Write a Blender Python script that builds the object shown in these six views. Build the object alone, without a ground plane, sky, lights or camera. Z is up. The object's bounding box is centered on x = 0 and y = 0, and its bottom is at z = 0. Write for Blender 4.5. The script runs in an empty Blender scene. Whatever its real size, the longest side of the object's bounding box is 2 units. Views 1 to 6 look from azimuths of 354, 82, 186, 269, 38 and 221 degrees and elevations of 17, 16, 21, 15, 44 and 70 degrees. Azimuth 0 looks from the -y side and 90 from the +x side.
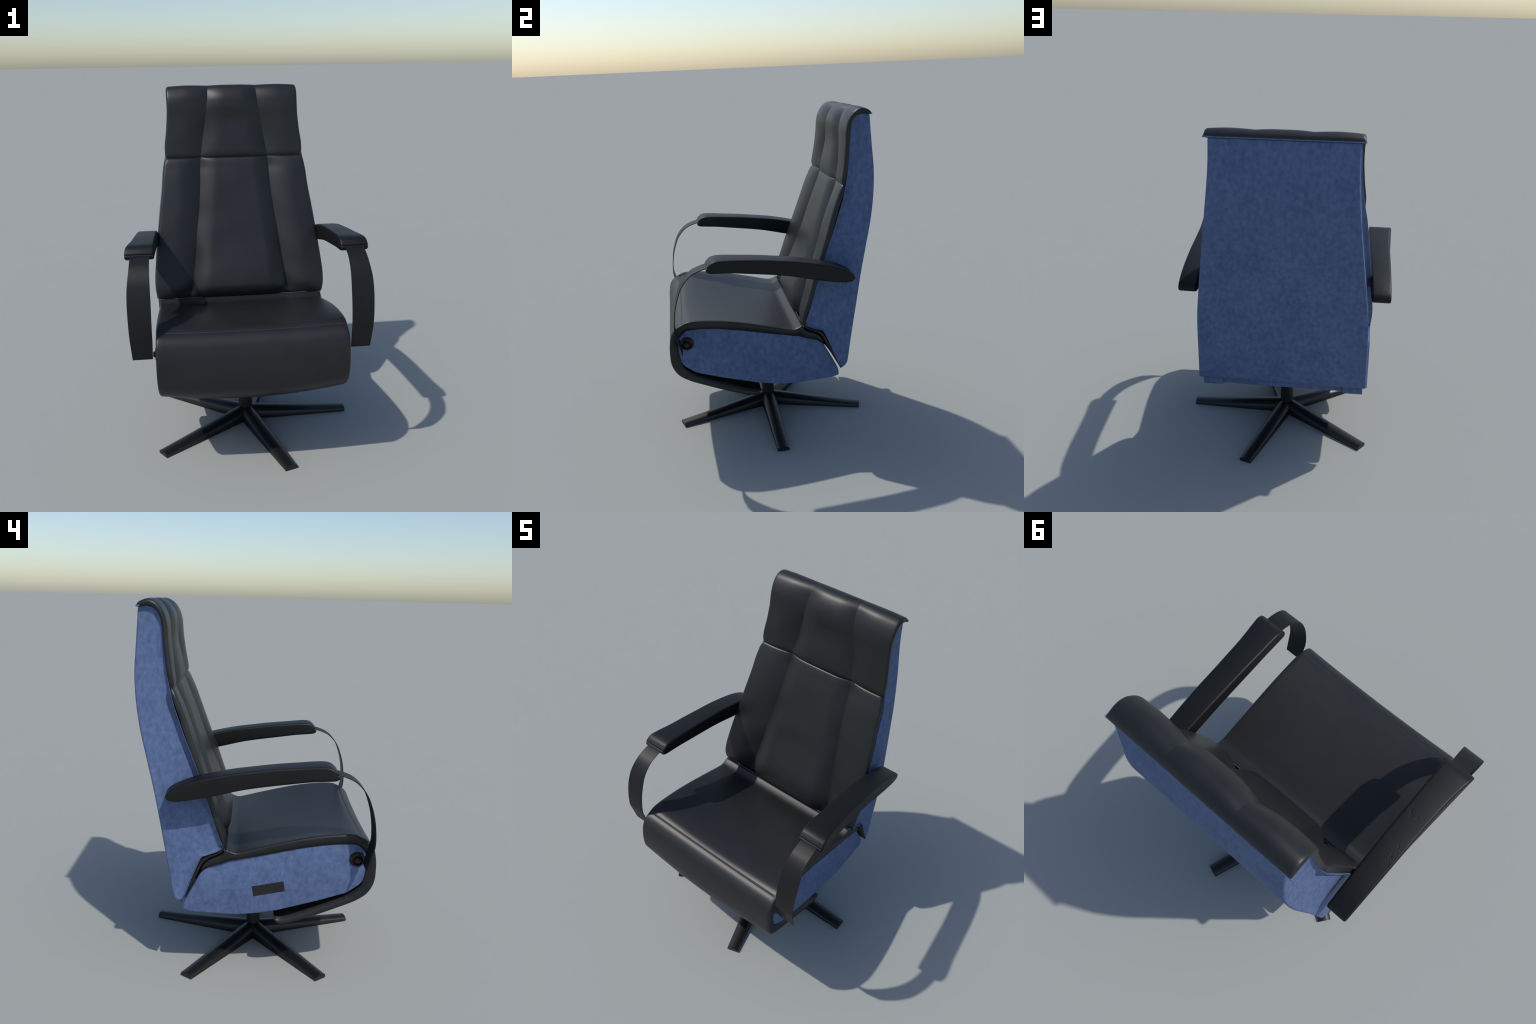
"""Swivel recliner armchair: black leather seat and back, blue felt shell, star base."""
import bpy, bmesh, math
import numpy as np
from mathutils import Vector

# ------------------------------------------------------------------ helpers
def interp(x, table):
    """piecewise-linear lookup, table = [(x, value), ...] in rising x"""
    t = np.array(table, float)
    return np.interp(x, t[:, 0], t[:, 1])


def smooth_interp(x, table):
    """Catmull-Rom style lookup through (x, value) pairs"""
    t = np.array(table, float)
    xs, ys = t[:, 0], t[:, 1]
    m = np.gradient(ys, xs)
    x = np.clip(x, xs[0], xs[-1])
    i = np.clip(np.searchsorted(xs, x) - 1, 0, len(xs) - 2)
    h = xs[i + 1] - xs[i]
    u = (x - xs[i]) / h
    return ((2*u**3-3*u**2+1)*ys[i] + (u**3-2*u**2+u)*h*m[i]
            + (-2*u**3+3*u**2)*ys[i+1] + (u**3-u**2)*h*m[i+1])


def spline(points, n, closed=False):
    """centripetal Catmull-Rom through points, resampled to n points by arc length"""
    P = np.array(points, float)
    if closed:
        Q = np.vstack([P[-1], P, P[0], P[1]])
    else:
        Q = np.vstack([2*P[0]-P[1], P, 2*P[-1]-P[-2]])
    out = []
    for k in range(1, len(Q)-2):
        p0, p1, p2, p3 = Q[k-1:k+3]
        d = [max(np.linalg.norm((b-a)[:2])**0.5, 1e-6) for a, b in ((p0, p1), (p1, p2), (p2, p3))]
        t0, t1 = 0, d[0]; t2 = t1+d[1]; t3 = t2+d[2]
        for t in np.linspace(t1, t2, 24, endpoint=False):
            a1 = (t1-t)/(t1-t0)*p0+(t-t0)/(t1-t0)*p1
            a2 = (t2-t)/(t2-t1)*p1+(t-t1)/(t2-t1)*p2
            a3 = (t3-t)/(t3-t2)*p2+(t-t2)/(t3-t2)*p3
            b1 = (t2-t)/(t2-t0)*a1+(t-t0)/(t2-t0)*a2
            b2 = (t3-t)/(t3-t1)*a2+(t-t1)/(t3-t1)*a3
            out.append((t2-t)/(t2-t1)*b1+(t-t1)/(t2-t1)*b2)
    out.append(P[0] if closed else P[-1])
    out = np.array(out)
    L = np.r_[0, np.cumsum(np.linalg.norm(np.diff(out[:, :2], axis=0), axis=1))]
    s = np.linspace(0, L[-1], n+1)[:-1] if closed else np.linspace(0, L[-1], n)
    return np.column_stack([np.interp(s, L, out[:, c]) for c in range(out.shape[1])])


def round_polygon(points, radii, seg=6):
    """polygon in 2D with every corner replaced by a quadratic arc"""
    P = [np.array(p, float) for p in points]
    res = []
    n = len(P)
    for i in range(n):
        a, b, c = P[i-1], P[i], P[(i+1) % n]
        r = radii[i] if hasattr(radii, "__len__") else radii
        if r <= 0:
            res.append(b); continue
        p = b+(a-b)/np.linalg.norm(a-b)*min(r, np.linalg.norm(a-b)*.48)
        q = b+(c-b)/np.linalg.norm(c-b)*min(r, np.linalg.norm(c-b)*.48)
        for t in np.linspace(0, 1, seg):
            res.append((1-t)**2*p+2*t*(1-t)*b+t*t*q)
    return np.array(res)


ROOT = None


def make_object(name, verts, faces, mat, parent, smooth=True, sharp=None):
    me = bpy.data.meshes.new(name)
    me.from_pydata([tuple(map(float, v)) for v in verts], [], faces)
    bm = bmesh.new(); bm.from_mesh(me)
    bmesh.ops.remove_doubles(bm, verts=bm.verts, dist=1e-6)
    bmesh.ops.recalc_face_normals(bm, faces=bm.faces)
    bm.to_mesh(me); bm.free()
    if smooth:
        me.shade_smooth()
        if sharp:
            me.set_sharp_from_angle(angle=math.radians(sharp))
    me.materials.append(mat)
    ob = bpy.data.objects.new(name, me)
    bpy.context.scene.collection.objects.link(ob)
    ob.parent = parent
    return ob


def pillow_extrude(profile, x0, x1, r, layers=6):
    """Extrude a closed (y,z) profile between x0(y,z) and x1(y,z), with rims rounded by r."""
    P = np.array(profile, float)
    area = 0.5*np.sum(P[:, 0]*np.roll(P[:, 1], -1)-np.roll(P[:, 0], -1)*P[:, 1])
    if area < 0:
        P = P[::-1]
    T = np.roll(P, -1, 0)-np.roll(P, 1, 0)
    T /= np.linalg.norm(T, axis=1)[:, None]+1e-12
    N = np.column_stack([T[:, 1], -T[:, 0]])
    f0 = x0 if callable(x0) else (lambda y, z: x0)
    f1 = x1 if callable(x1) else (lambda y, z: x1)
    verts, faces = [], []
    n = len(P)
    rings = [(a, 0) for a in np.linspace(0, math.pi/2, layers)] + \
            [(a, 1) for a in np.linspace(math.pi/2, 0, layers)]
    for a, side in rings:
        Q = P-N*(r*(1-math.sin(a)))
        off = r*(1-math.cos(a))
        for (y, z), (py, pz) in zip(Q, P):
            x = (f0(py, pz)+off) if side == 0 else (f1(py, pz)-off)
            verts.append((x, y, z))
    m = len(rings)
    for k in range(m-1):
        for i in range(n):
            j = (i+1) % n
            faces.append((k*n+i, k*n+j, (k+1)*n+j, (k+1)*n+i))
    faces.append(tuple(range(n)))
    faces.append(tuple(range((m-1)*n, m*n))[::-1])
    return verts, faces


def mirror_x(verts):
    return [(-v[0], v[1], v[2]) for v in verts]


def split_object(ob, key_of_face, names):
    """Cut one smooth mesh into part objects by face region; keep the whole body's normals."""
    me = ob.data
    vn = [tuple(v.normal) for v in me.vertices]
    groups = {}
    for p in me.polygons:
        groups.setdefault(key_of_face(p), []).append(p.index)
    made = []
    for key in sorted(groups):
        idx = sorted({v for f in groups[key] for v in me.polygons[f].vertices})
        remap = {v: i for i, v in enumerate(idx)}
        m2 = bpy.data.meshes.new(names[key])
        m2.from_pydata([me.vertices[v].co[:] for v in idx], [],
                       [[remap[v] for v in me.polygons[f].vertices] for f in groups[key]])
        m2.shade_smooth()
        for m in me.materials:
            m2.materials.append(m)
        m2.normals_split_custom_set_from_vertices([vn[v] for v in idx])
        o2 = bpy.data.objects.new(names[key], m2)
        bpy.context.scene.collection.objects.link(o2)
        o2.parent = ob.parent
        made.append(o2)
    bpy.data.objects.remove(ob)
    return made


# ------------------------------------------------------------------ materials
def new_material(name):
    m = bpy.data.materials.new(name)
    m.use_nodes = True
    nt = m.node_tree
    return m, nt, nt.nodes["Principled BSDF"]


def node(nt, kind, **inputs):
    n = nt.nodes.new(kind)
    for k, v in inputs.items():
        n.inputs[k.replace("_", " ")].default_value = v
    return n


def leather_material(name, color, rough, spec, bump_strength, wrinkles=0.0):
    m, nt, b = new_material(name)
    L = nt.links.new
    tc = nt.nodes.new("ShaderNodeTexCoord")
    big = node(nt, "ShaderNodeTexNoise", Scale=7.0, Detail=3.0)
    fine = node(nt, "ShaderNodeTexVoronoi", Scale=260.0)
    L(tc.outputs["Object"], big.inputs["Vector"])
    L(tc.outputs["Object"], fine.inputs["Vector"])
    ramp = nt.nodes.new("ShaderNodeValToRGB")
    ramp.color_ramp.elements[0].position = .3
    ramp.color_ramp.elements[1].position = .7
    ramp.color_ramp.elements[0].color = tuple(c*.88 for c in color)+(1,)
    ramp.color_ramp.elements[1].color = tuple(c*1.12 for c in color)+(1,)
    L(big.outputs["Fac"], ramp.inputs["Fac"])
    L(ramp.outputs["Color"], b.inputs["Base Color"])
    b.inputs["Roughness"].default_value = rough
    b.inputs["Specular IOR Level"].default_value = spec
    bump = node(nt, "ShaderNodeBump", Strength=bump_strength, Distance=0.002)
    L(fine.outputs["Distance"], bump.inputs["Height"])
    last = bump
    if wrinkles > 0:
        mask = node(nt, "ShaderNodeTexNoise", Scale=7.5, Detail=1.0)
        mp = nt.nodes.new("ShaderNodeMapping")
        mp.inputs["Scale"].default_value = (1, .8, 1)
        L(tc.outputs["Object"], mp.inputs["Vector"])
        L(mp.outputs["Vector"], mask.inputs["Vector"])
        mr = nt.nodes.new("ShaderNodeMapRange")
        mr.inputs["From Min"].default_value = .56
        mr.inputs["From Max"].default_value = .68
        L(mask.outputs["Fac"], mr.inputs["Value"])
        wr = node(nt, "ShaderNodeTexNoise", Scale=55.0, Detail=2.0, Distortion=.8)
        L(mp.outputs["Vector"], wr.inputs["Vector"])
        cr = nt.nodes.new("ShaderNodeMapRange")
        cr.inputs["From Min"].default_value = .5
        cr.inputs["From Max"].default_value = .66
        L(wr.outputs["Fac"], cr.inputs["Value"])
        mul = nt.nodes.new("ShaderNodeMath"); mul.operation = 'MULTIPLY'
        L(mr.outputs["Result"], mul.inputs[0]); L(cr.outputs["Result"], mul.inputs[1])
        b2 = node(nt, "ShaderNodeBump", Strength=wrinkles, Distance=0.004)
        b2.invert = True
        L(mul.outputs["Value"], b2.inputs["Height"])
        L(bump.outputs["Normal"], b2.inputs["Normal"])
        last = b2
    L(last.outputs["Normal"], b.inputs["Normal"])
    return m


def felt_material(name, dark, light):
    m, nt, b = new_material(name)
    L = nt.links.new
    tc = nt.nodes.new("ShaderNodeTexCoord")
    mp = nt.nodes.new("ShaderNodeMapping")
    mp.inputs["Scale"].default_value = (1.0, 1.0, 0.75)
    L(tc.outputs["Object"], mp.inputs["Vector"])
    n1 = node(nt, "ShaderNodeTexNoise", Scale=42.0, Detail=5.0, Roughness=.62)
    n2 = node(nt, "ShaderNodeTexNoise", Scale=6.0, Detail=3.0, Roughness=.5)
    st = nt.nodes.new("ShaderNodeMapping")
    st.inputs["Scale"].default_value = (55.0, 55.0, 16.0)
    L(tc.outputs["Object"], st.inputs["Vector"])
    n3 = node(nt, "ShaderNodeTexNoise", Scale=1.0, Detail=2.0, Roughness=.5)
    L(st.outputs["Vector"], n3.inputs["Vector"])
    L(mp.outputs["Vector"], n1.inputs["Vector"])
    L(mp.outputs["Vector"], n2.inputs["Vector"])

    def math_node(op, a, bb):
        k = nt.nodes.new("ShaderNodeMath"); k.operation = op
        for s, v in zip(k.inputs, (a, bb)):
            if isinstance(v, (int, float)):
                s.default_value = v
            else:
                L(v, s)
        return k.outputs[0]
    s = math_node('ADD', math_node('MULTIPLY', n1.outputs["Fac"], .66), math_node('MULTIPLY', n2.outputs["Fac"], .25))
    s = math_node('ADD', s, math_node('MULTIPLY', n3.outputs["Fac"], .09))
    ramp = nt.nodes.new("ShaderNodeValToRGB")
    e = ramp.color_ramp.elements
    e[0].position, e[1].position = .365, .635
    e[0].color = dark+(1,); e[1].color = light+(1,)
    L(s, ramp.inputs["Fac"])
    L(ramp.outputs["Color"], b.inputs["Base Color"])
    b.inputs["Roughness"].default_value = .75
    b.inputs["Specular IOR Level"].default_value = .35
    bump = node(nt, "ShaderNodeBump", Strength=.12, Distance=.002)
    L(s, bump.inputs["Height"])
    L(bump.outputs["Normal"], b.inputs["Normal"])
    return m


LEATHER = leather_material("black_leather", (.0116, .0119, .0125), .43, .42, .05)
ARM_LEATHER = leather_material("armrest_leather", (.0052, .0054, .0058), .48, .30, .04, wrinkles=.17)
STRAP = leather_material("strap_leather", (.0060, .0062, .0066), .50, .32, .03, wrinkles=.15)
METAL = leather_material("black_lacquer", (.0060, .0060, .0062), .40, .5, .0)
DARK = leather_material("shade_black", (.003, .003, .0033), .8, .1, .0)  # near-black, with the deep shade of hollows put into the colour
KNOBMAT = leather_material("knob_plastic", (.012, .012, .0125), .45, .4, .0)
FELT = felt_material("blue_felt", (.0635, .098, .205), (.1125, .163, .308))

# ------------------------------------------------------------------ thing
ROOT = bpy.data.objects.new("recliner_armchair", None)
bpy.context.scene.collection.objects.link(ROOT)
ROOT["label"] = "black leather swivel recliner with blue felt shell and star base"
ROOT["category"] = "recliner armchair"

# ------------------------------------------------------------------ star base
COL_R = .0415
n = 40
cv, cf = [], []
col_profile = [(0, .050), (COL_R, .050), (COL_R, .385), (0, .385)]
for r, z in col_profile[1:3]:
    for i in range(n):
        a = 2*math.pi*i/n
        cv.append((r*math.cos(a), r*math.sin(a), z))
for i in range(n):
    j = (i+1) % n
    cf.append((i, j, n+j, n+i))
cf.append(tuple(range(n))[::-1]); cf.append(tuple(range(n, 2*n)))
base = make_object("swivel_base", cv, cf, METAL, ROOT, sharp=40)

LEG_LEN = .626


def leg_mesh():
    """tapered leg along +x: flat bottom, upright sides, softly domed top"""
    verts, faces = [], []
    rows = np.linspace(.0, 1, 26)
    for t in rows:
        x = LEG_LEN*t
        hw = .050-.0135*t              # half width at the floor
        side = .018+.038*(1-t)**1.1    # height of the upright side
        crown = .009+.016*(1-t)**1.5   # soft dome of the top
        tw = hw-.003
        sec = [(-hw, 0.0), (-hw+.0006, side-.003)]
        for u in np.linspace(-1, 1, 11):
            sec.append((tw*u, side+crown*(1-abs(u)**2.4)))
        sec += [(hw-.0006, side-.003), (hw, 0.0)]
        for y, z in sec:
            verts.append((x, y, z))
    m = len(sec)
    for k in range(len(rows)-1):
        for i in range(m):
            j = (i+1) % m
            faces.append((k*m+i, k*m+j, (k+1)*m+j, (k+1)*m+i))
    faces.append(tuple(range(m))); faces.append(tuple(range((len(rows)-1)*m, len(rows)*m))[::-1])
    return verts, faces


lv, lf = leg_mesh()
first_leg = make_object("leg", lv, lf, METAL, base, sharp=72)
for k in range(5):
    leg = first_leg if k == 0 else first_leg.copy()
    if k:
        bpy.context.scene.collection.objects.link(leg)
        leg.parent = base
    leg.rotation_euler = (0, 0, 2*math.pi*k/5)

# ------------------------------------------------------------------ blue back shell
FRONT_EDGE = [(.452, .388), (.53, .358), (.61, .327), (.700, .290), (.712, .280), (.722, .25), (.736, .212), (.750, .186), (.765, .177),
              (.785, .180), (.86, .207), (1.0, .251), (1.19, .318), (1.35, .382), (1.486, .430), (1.57, .452),
              (1.648, .467), (1.75, .481), (1.85, .489), (1.915, .498), (1.94, .509), (1.953, .524), (1.959, .545), (1.962, .560)]
REAR_EDGE = [(.452, .402), (.458, .415), (.466, .425), (.480, .434), (.51, .441), (.567, .4495), (.77, .482), (1.05, .533),
             (1.20, .5675), (1.375, .6065), (1.46, .6195), (1.55, .628), (1.65, .6305), (1.75, .624), (1.85, .6165), (1.92, .611),
             (1.945, .609), (1.955, .606), (1.962, .600)]
W_FRONT = [(.452, .511), (.70, .515), (.83, .517), (.95, .514), (1.12, .495), (1.25, .479), (1.38, .460), (1.5, .446),
           (1.6, .426), (1.75, .403), (1.85, .395), (1.962, .391)]
W_REAR = [(.452, .502), (.6, .498), (.76, .494), (.92, .487), (1.08, .469), (1.25, .446), (1.41, .425), (1.55, .408),
          (1.70, .393), (1.83, .385), (1.962, .384)]
FLARE = [(0, 1), (.002, .78), (.004, .52), (.007, .32), (.010, .22), (.014, .14), (.021, .07), (.035, .03), (.08, .0), (1, 0)]   # the side turns outwards close to its front edge (metres)
zs = sorted(set(np.r_[np.linspace(.452, 1.962, 110), [.458, .466, .475, .480, .706, .709, .712, .717, .722, .729, .736, .743, .75, .758, .765, 1.94, 1.953, 1.957]].round(4)))
sv, sf = [], []
kind = []
for z in zs:
    yf, yr = interp(z, FRONT_EDGE), smooth_interp(z, REAR_EDGE)
    wf, wr = smooth_interp(z, W_FRONT), smooth_interp(z, W_REAR)
    r = min(.010, (yr-yf)*.3)
    half = []
    dip = min(.035, (yr-yf)*.45)          # hollow behind the leather pads
    half.append((0, yf+dip)); half.append((wf*.5, yf+dip)); half.append((wf-.030, yf+dip)); half.append((wf-.022, yf+.002))
    half += [(wf-.002, yf), (wf, yf+.0012)]
    span = yr-r-yf-.0012
    for dy in [.002, .004, .007, .010, .014, .018, .023, .030]+[.030+(span-.036)*q for q in (.15, .3, .5, .7, .85, 1.0)]:
        dy = min(dy, span*.97) if span > .04 else span*dy/.3
        half.append((wr+(wf-wr)*float(interp(dy, FLARE)), yf+.0012+dy))
    for a in np.linspace(0, math.pi/2, 5):
        half.append((wr-r+r*math.cos(a), yr-r+r*math.sin(a)))
    half += [(wr*.75, yr), (wr*.5, yr), (wr*.25, yr), (0, yr)]
    ring = half[:-1]+[(-x, y) for x, y in half[::-1]][:-1]
    for x, y in ring:
        sv.append((x, y, z))
m = len(ring)
for k in range(len(zs)-1):
    for i in range(m):
        j = (i+1) % m
        sf.append((k*m+i, k*m+j, (k+1)*m+j, (k+1)*m+i))
sf.append(tuple(range(m))[::-1]); sf.append(tuple(range((len(zs)-1)*m, len(zs)*m)))
shell = make_object("back_shell", sv, sf, FELT, ROOT)


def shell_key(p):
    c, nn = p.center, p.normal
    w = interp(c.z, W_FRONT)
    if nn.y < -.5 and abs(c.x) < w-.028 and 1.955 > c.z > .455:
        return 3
    if nn.y > .72 and abs(c.x) < interp(c.z, W_REAR)-.004:
        return 0
    if c.x > interp(c.z, W_REAR)-.09 and abs(nn.z) < .9:
        return 1
    if c.x < -interp(c.z, W_REAR)+.09 and abs(nn.z) < .9:
        return 2
    return 0


for part in split_object(shell, shell_key, {0: "back_panel", 1: "back_side_panel", 2: "back_side_panel", 3: "back_gap_shade"}):
    if part.name.startswith("back_gap_shade"):
        part.data.materials[0] = DARK  # shell front behind the pads, blackened so seam gaps read as shaded

# felt trim lip under the leather along the top rear edge
tv, tf = pillow_extrude(round_polygon([(.596, 1.9585), (.6135, 1.9575), (.6155, 1.9625), (.6135, 1.9655), (.596, 1.9655)], .002, 3), -.408, .408, .0012, 3)
make_object("back_trim", tv, tf, FELT, ROOT, sharp=40)

# ------------------------------------------------------------------ leather back: two rows of three pads
# stations: outer (y,z), inner (y,z)
HEAD = [(.6135, 1.967, .606, 1.954), (.606, 1.980, .600, 1.953), (.592, 1.9905, .585, 1.954), (.572, 1.998, .565, 1.955),
        (.548, 1.9985, .548, 1.952), (.520, 1.987, .530, 1.945), (.498, 1.966, .517, 1.932), (.475, 1.930, .508, 1.912),
        (.461, 1.880, .500, 1.875), (.455, 1.800, .495, 1.800), (.4455, 1.715, .485, 1.715), (.434, 1.640, .474, 1.640),
        (.4275, 1.602, .466, 1.600), (.4270, 1.583, .464, 1.582), (.4315, 1.567, .462, 1.567)]
LOWER = [(.4315, 1.567, .462, 1.567), (.4262, 1.5605, .460, 1.559), (.4188, 1.549, .457, 1.549), (.4108, 1.533, .453, 1.535), (.3998, 1.508, .447, 1.513), (.381, 1.465, .434, 1.475), (.354, 1.390, .410, 1.400),
         (.327, 1.310, .382, 1.322), (.300, 1.230, .353, 1.243), (.268, 1.140, .317, 1.155), (.232, 1.035, .279, 1.050),
         (.198, .930, .243, .945), (.172, .855, .217, .865), (.159, .805, .197, .805), (.160, .765, .196, .775),
         (.172, .731, .208, .755), (.205, .708, .230, .742), (.240, .692, .265, .730), (.270, .668, .305, .703),
         (.288, .640, .322, .655), (.321, .574, .348, .585), (.361, .500, .378, .505), (.387, .452, .394, .456)]
W_LEATHER = [(.452, .511), (.60, .511), (.72, .508), (.755, .514), (.80, .520), (.85, .5215), (.96, .512), (1.12, .491), (1.25, .474), (1.39, .454),
             (1.50, .443), (1.545, .434), (1.567, .4215), (1.585, .426), (1.62, .428), (1.74, .414), (1.85, .4045), (1.92, .404), (1.96, .405), (2.0, .405)]
SEAM_X = [(.45, .305), (.75, .305), (.82, .293), (.95, .271), (1.12, .251), (1.25, .233), (1.40, .219), (1.567, .209),
          (1.63, .199), (1.74, .181), (1.86, .162), (1.94, .153), (2.0, .148)]
LUMBAR = [(.45, 0), (.70, 0), (.74, .002), (.78, .016), (.85, .027), (.92, .026), (1.0, .016), (1.10, .003), (1.2, 0), (2.0, 0)]
DEPTH = [(.45, 0), (.70, 0), (.73, .020), (.77, .038), (.85, .042), (1.1, .042), (1.4, .039), (1.54, .030), (1.567, .020),
         (1.60, .024), (1.72, .029), (1.86, .020), (1.95, .018), (2.0, .013)]
HEAD_SWELL = [(.45, 0), (1.567, 0), (1.62, .003), (1.66, .0035), (1.72, .001), (1.785, -.0035), (1.84, -.0025), (1.91, .001), (1.96, .0005), (2.0, 0)]

NC, NS, NR = 26, 18, 5      # columns over half the centre pad, over a side pad, over the rounded rim


def leather_rows(stations, count):
    R = spline(stations, count)
    O, I = R[:, :2], R[:, 2:]
    return O, I


def relief(x, z):
    """slow unevenness of the stuffing"""
    k = min(1.0, max(0.0, (z-.80)/.1))
    return k*(.0014*math.sin(9*z+1.3+5*x)+.0012*math.sin(17*z-8*x)+.0010*math.sin(27*z+14*x+.7))


def pad_section(o, i, top_fade):
    """one cross-section: right half from the middle outwards, as (x, y, z) outer and inner pairs"""
    z = o[1]
    w = float(smooth_interp(z, W_LEATHER))
    sx = float(smooth_interp(z, SEAM_X))
    th = np.linalg.norm(o-i)
    nrm = (o-i)/max(th, 1e-6)
    dep = min(float(smooth_interp(z, DEPTH))*top_fade, th*1.1)
    rr = min(.016, th*.42)
    out = []

    def put(x, d, xin):
        p = o-nrm*d
        q = o-nrm*max(th, d+.006)
        out.append(((x, p[0], p[1]), (xin, q[0], q[1])))
    lum = float(smooth_interp(z, LUMBAR))
    swell = float(smooth_interp(z, HEAD_SWELL))
    for k in range(NC+1):                       # centre pad
        u = k/NC
        u = u**.8
        x = sx*u
        q = min((1-u)*sx/.105, 1)
        d = dep*(1-q)**1.9
        bul = (lum+swell)*(1-u**4)+.003*(1-u*u)*top_fade+relief(x, z)*top_fade
        put(x, d-bul, min(x, w-.038))
    ws = w-rr-sx
    for k in range(1, NS+1):                    # side pad
        u = k/NS
        u = u**1.25
        x = sx+ws*u
        q = min(u*ws/.145, 1)
        d = dep*(1-q)**2.0
        e = max(0, (u-.55)/.45)
        d += min(.006, th*.1)*e*e-relief(x, z)*(1-e)*top_fade
        put(x, d, min(x, w-.038))
    d_edge = min(.006, th*.1)
    for k in range(1, NR+1):                    # rounded rim
        a = math.pi/2*k/NR
        put(w-rr+rr*math.sin(a), d_edge+rr*(1-math.cos(a)), w-.036)
    put(w-.0015, max(th*(.50+.20*min(1, max(0, (z-.77)/.08))), d_edge+rr+.0005), w-.035)
    return out, w


def build_leather(name, stations, count):
    O, I = leather_rows(stations, count)
    verts, faces, region = [], [], []
    ncol = NC+NS+NR+1
    for o, i in zip(O, I):
        fade = float(interp(o[0], [(0, 1), (.505, 1), (.535, .66), (.565, .25), (.60, 0), (1, 0)]))
        sec, w = pad_section(o, i, fade)
        front = [s[0] for s in sec]
        back = [s[1] for s in sec]
        full = [(-x, y, z) for x, y, z in front[::-1]]+front[1:]
        fullb = [(-x, y, z) for x, y, z in back[::-1]]+back[1:]
        # the rim's inner edge sits at the full width
        fullb[0] = (-(w-.034), back[-1][1], back[-1][2]); fullb[-1] = (w-.034, back[-1][1], back[-1][2])
        verts += full+fullb
    c = 2*ncol+1
    per = 2*c
    rows = len(O)
    seam_lo, seam_hi = ncol-NC, ncol+NC

    def col_region(j):
        return 0 if j < seam_lo else (1 if j < seam_hi else 2)
    for k in range(rows-1):
        a, b = k*per, (k+1)*per
        for j in range(c-1):
            faces.append((a+j, a+j+1, b+j+1, b+j)); region.append(col_region(j))
            faces.append((a+c+j+1, a+c+j, b+c+j, b+c+j+1)); region.append(col_region(j))
        faces.append((a+c, a, b, b+c)); region.append(0)
        faces.append((a+c-1, a+per-1, b+per-1, b+c-1)); region.append(2)
    for j in range(c-1):
        faces.append((j+1, j, c+j, c+j+1)); region.append(col_region(j))
        b = (rows-1)*per
        faces.append((b+j, b+j+1, b+c+j+1, b+c+j)); region.append(col_region(j))
    for reg in range(3):
        fs = [f for f, r in zip(faces, region) if r == reg]
        used = sorted({v for f in fs for v in f})
        rm = {v: t for t, v in enumerate(used)}
        make_object(name, [verts[v] for v in used], [[rm[v] for v in f] for f in fs], LEATHER, ROOT, sharp=62)


build_leather("headrest_pad", HEAD, 64)
build_leather("backrest_pad", LOWER, 110)

# ------------------------------------------------------------------ seat shell (blue box under the seat)
BOX = [(.3845, .396), (.3825, .436), (.335, .525), (.290, .612), (.270, .632), (.230, .652), (.145, .684), (.009, .714), (-.194, .757),
       (-.379, .786), (-.49, .791), (-.530, .787), (-.572, .752), (-.587, .69), (-.586, .632), (-.560, .564), (-.487, .508),
       (-.335, .459), (-.115, .398), (.0, .378), (.106, .370), (.245, .377), (.345, .384)]
box_profile = round_polygon(BOX, [.006]+[.02]*(len(BOX)-2)+[.02], 5)
sides = []
for sgn in (1, -1):
    v, f = pillow_extrude(box_profile, .365, .487, .007, 5)
    if sgn < 0:
        v = mirror_x(v)
    sides.append(make_object("seat_side_panel", v, f, FELT, ROOT, sharp=50))
mid = np.array(box_profile)
ctr = mid.mean(0)
mid = ctr+(mid-ctr)*.972
v, f = pillow_extrude(mid, -.366, .366, .001, 2)
seat_body = make_object("seat_body", v, f, FELT, ROOT, sharp=50)

# black name plate on the -x side
plate = [(.021, .536), (-.146, .569), (-.155, .513), (.011, .480)]
v, f = pillow_extrude(round_polygon(plate, .001, 2), -.4885, -.480, .0005, 2)
make_object("side_plate", v, f, KNOBMAT, sides[1], sharp=40)

# ------------------------------------------------------------------ seat cushion with wrapped-around footrest flap
SEAT = [(.2885, .637, .284, .628, 0), (.269, .6695, .262, .645, 0), (.238, .692, .224, .656, 0), (.205, .7065, .19, .664, 0), (.184, .7165, .172, .670, 0),
        (.173, .728, .158, .676, 0), (.1665, .7435, .146, .682, 0), (.158, .7465, .138, .684, 0), (.142, .739, .126, .686, 0),
        (.109, .7285, .100, .690, 0), (.06, .737, .055, .700, -.003), (-.01, .756, -.012, .712, -.008),
        (-.2, .802, -.2, .752, -.018), (-.3, .821, -.3, .770, -.021), (-.395, .833, -.39, .782, -.022),
        (-.47, .8375, -.46, .786, -.021), (-.52, .834, -.515, .784, -.018), (-.549, .821, -.53, .780, -.014),
        (-.588, .799, -.562, .752, -.012), (-.613, .765, -.576, .725, -.010), (-.6265, .712, -.580, .69, -.006),
        (-.631, .656, -.579, .65, -.001), (-.626, .573, -.565, .572, .008), (-.594, .508, -.553, .540, .024),
        (-.537, .463, -.505, .497, .034), (-.428, .412, -.41, .449, .036), (-.297, .360, -.285, .396, .026),
        (-.164, .318, -.16, .350, .018), (-.128, .319, -.128, .344, .014), (-.108, .333, -.114, .346, .008), (-.102, .350, -.106, .353, 0)]
R = spline(SEAT, 1500)
SEAM_AT = np.array([-.549, .821])
near = np.linalg.norm(R[:, :2]-SEAM_AT, axis=1)
R = R[[k for k in range(len(R)) if k % 7 == 0 or near[k] < .016 or k == len(R)-1]]
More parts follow.
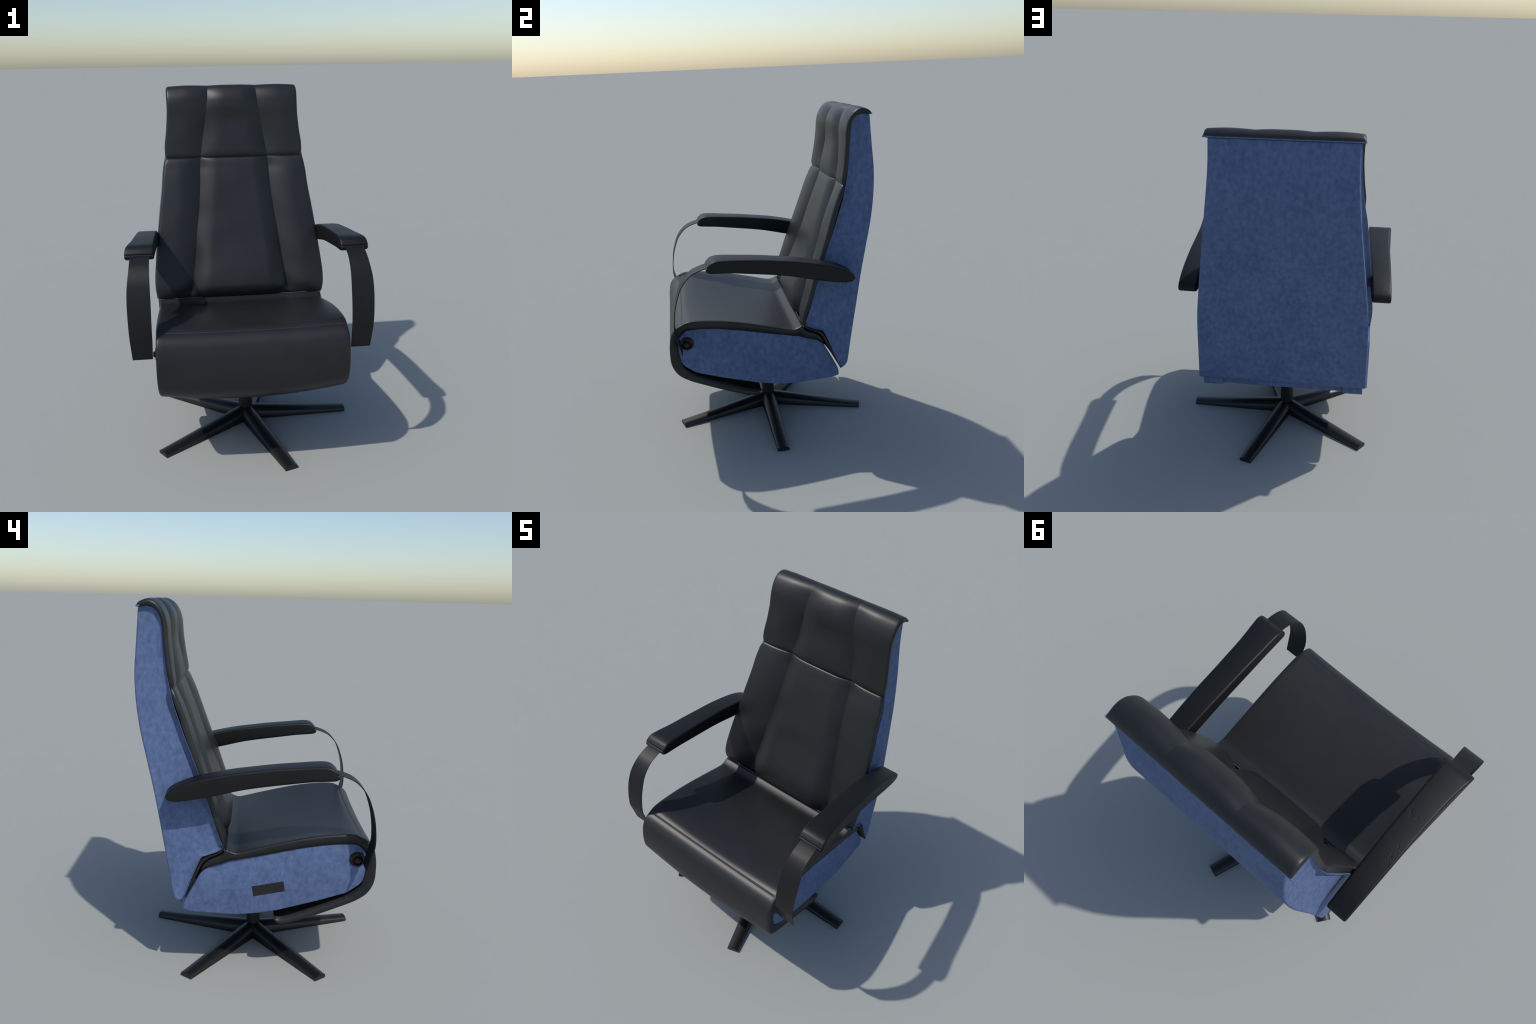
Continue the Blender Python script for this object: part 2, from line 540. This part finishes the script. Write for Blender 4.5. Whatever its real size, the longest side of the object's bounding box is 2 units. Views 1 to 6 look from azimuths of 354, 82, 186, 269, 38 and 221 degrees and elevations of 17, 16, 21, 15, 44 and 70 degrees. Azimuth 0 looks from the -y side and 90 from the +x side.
seam_i = int(np.argmin(np.linalg.norm(R[:, :2]-SEAM_AT, axis=1)))
seg = np.linalg.norm(np.diff(R[:, :2], axis=0), axis=1)
arc = np.r_[0, np.cumsum(seg)]
SW = [(0, .500), (arc[seam_i]*.2, .500), (arc[seam_i]*.45, .496), (arc[seam_i], .4945), (arc[seam_i]+.25, .4975), (arc[seam_i]+.36, .4945), (arc[seam_i]+.45, .490), (arc[-1], .487)]
verts, faces = [], []
NXC = 30
for k in range(len(R)):
    o, i, c = R[k, :2], R[k, 2:4], R[k, 4]
    th = np.linalg.norm(o-i); nrm = (o-i)/max(th, 1e-6)
    w = float(smooth_interp(arc[k], SW))
    ds = arc[k]-arc[seam_i]
    groove = .0022*math.exp(-(ds/.0036)**2)-.0012*math.exp(-((ds-.020)/.018)**2)
    rr = min(.011+.002*min(1, max(0, (ds-.2)/.15)), th*.4)
    half = []
    for u in np.linspace(0, 1, NXC):
        x = (w-rr)*u
        p = o+nrm*(c*(1-u*u)-groove*min(1, (1-u)*14+.35))
        half.append((x, p[0], p[1]))
    for a in np.linspace(0, math.pi/2, 6)[1:]:
        p = o-nrm*(rr*(1-math.cos(a)))
        half.append((w-rr+rr*math.sin(a), p[0], p[1]))
    half.append((w-.004, i[0], i[1]))
    half.append((0, i[0], i[1]))
    ring = half[:-1]+[(-x, y, z) for x, y, z in half[::-1]][:-1]
    verts += ring
m = len(ring)
for k in range(len(R)-1):
    for i in range(m):
        j = (i+1) % m
        faces.append((k*m+i, k*m+j, (k+1)*m+j, (k+1)*m+i))
faces.append(tuple(range(m))[::-1]); faces.append(tuple(range((len(R)-1)*m, len(R)*m)))
cushion = make_object("seat_cushion", verts, faces, LEATHER, ROOT)


def cushion_key(p):
    """front flap below the stitched seam, seat above it"""
    c = p.center
    return 0 if (c.y > -.549+.0 and c.z > .60) or c.y > -.05 else (0 if c.z-.821 > (c.y+.549)*-.6 and c.z > .7 and c.y > -.549 else 1)


split_object(cushion, cushion_key, {0: "seat_cushion", 1: "footrest_flap"})

# thin blue trim behind the rear rim of the seat
v, f = pillow_extrude([(.1672, .738), (.1695, .738), (.1695, .7455), (.1672, .7455)], -.500, .500, .0008, 2)
make_object("seat_trim", v, f, FELT, ROOT, sharp=40)

# filler inside the footrest flap, its deep shade put into the colour
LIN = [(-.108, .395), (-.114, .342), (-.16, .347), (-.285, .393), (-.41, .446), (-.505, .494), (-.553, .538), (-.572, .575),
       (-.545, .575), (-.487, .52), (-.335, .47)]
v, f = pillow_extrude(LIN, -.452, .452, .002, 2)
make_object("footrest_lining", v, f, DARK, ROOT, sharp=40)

# ------------------------------------------------------------------ armrests
ARM = [(.461, 1.058), (.452, 1.076), (.437, 1.090), (.377, 1.121), (.305, 1.145), (.148, 1.180), (-.0, 1.201), (-.087, 1.212), (-.20, 1.222),
       (-.300, 1.230), (-.340, 1.229), (-.362, 1.222), (-.379, 1.208), (-.3870, 1.1990), (-.3865, 1.1965), (-.3800, 1.1952), (-.3895, 1.1932), (-.3915, 1.1905), (-.3925, 1.183),
       (-.389, 1.172), (-.376, 1.1645), (-.345, 1.160), (-.26, 1.152), (-.168, 1.139), (.068, 1.103), (.241, 1.062), (.37, 1.037), (.420, 1.0335), (.448, 1.040)]
ARM_OUT = [(-.4, .639), (-.37, .637), (-.31, .629), (-.22, .619), (-.1, .613), (.1, .610), (.46, .6055)]
ARM_IN = [(-.4, .488), (-.30, .488), (-.1, .489), (.1, .491), (.3, .495), (.46, .499)]
arm_profile = spline(ARM, 420, closed=True)
STRAP_LINE = [(-.372, 1.190), (-.400, 1.186), (-.432, 1.176), (-.468, 1.160), (-.502, 1.132), (-.535, 1.088), (-.559, 1.030), (-.576, .968),
              (-.5855, .905), (-.589, .850), (-.587, .815), (-.577, .775), (-.566, .730), (-.556, .690)]
STRAP_OUT = [(.69, .617), (.80, .6215), (.92, .6245), (1.06, .6225), (1.15, .612), (1.2, .608)]
STRAP_IN = [(.69, .515), (.80, .510), (1.0, .508), (1.2, .511)]
knob_profile = [(.0, .5145), (.0115, .5142), (.0150, .511), (.0170, .500), (.0180, .4915), (.0225, .4905), (.0265, .4985), (.0290, .5035), (.0315, .5025), (.036, .496), (.0405, .490), (.0425, .488), (.0425, .478), (0, .478)]
for sgn in (1, -1):
    v, f = pillow_extrude(arm_profile, lambda y, z: float(smooth_interp(y, ARM_IN)), lambda y, z: float(smooth_interp(y, ARM_OUT)), .011, 7)
    if sgn < 0:
        v = mirror_x(v)
    arm = make_object("armrest", v, f, ARM_LEATHER, ROOT, sharp=50)
    # strap: a thin bent band from under the arm's nose down to the knob
    S = spline(STRAP_LINE, 64)
    T = np.gradient(S, axis=0); T /= np.linalg.norm(T, axis=1)[:, None]
    N = np.column_stack([T[:, 1], -T[:, 0]])
    vv, ff = [], []
    ht = .0024
    for (y, z), (ny, nz) in zip(S, N):
        xi, xo = float(interp(z, STRAP_IN)), float(smooth_interp(z, STRAP_OUT))
        sec = [(xi+.001, ht), (xo-.001, ht), (xo, ht*.4), (xo, -ht*.4), (xo-.001, -ht), (xi+.001, -ht), (xi, -ht*.4), (xi, ht*.4)]
        for x, h in sec:
            vv.append((sgn*x, y+ny*h, z+nz*h))
    for k in range(len(S)-1):
        for i in range(8):
            j = (i+1) % 8
            ff.append((k*8+i, k*8+j, (k+1)*8+j, (k+1)*8+i))
    ff.append(tuple(range(8))); ff.append(tuple(range((len(S)-1)*8, len(S)*8))[::-1])
    make_object("strap", vv, ff, STRAP, arm, sharp=40)
    # pivot knob
    kv, kf = [], []
    n = 36
    for r, x in knob_profile:
        for i in range(n):
            a = 2*math.pi*i/n
            kv.append((sgn*x, -.529+max(r, 1e-5)*math.cos(a), .702+max(r, 1e-5)*math.sin(a)))
    for k in range(len(knob_profile)-1):
        for i in range(n):
            j = (i+1) % n
            kf.append((k*n+i, k*n+j, (k+1)*n+j, (k+1)*n+i))
    make_object("pivot_knob", kv, kf, KNOBMAT, sides[0] if sgn > 0 else sides[1], sharp=35)
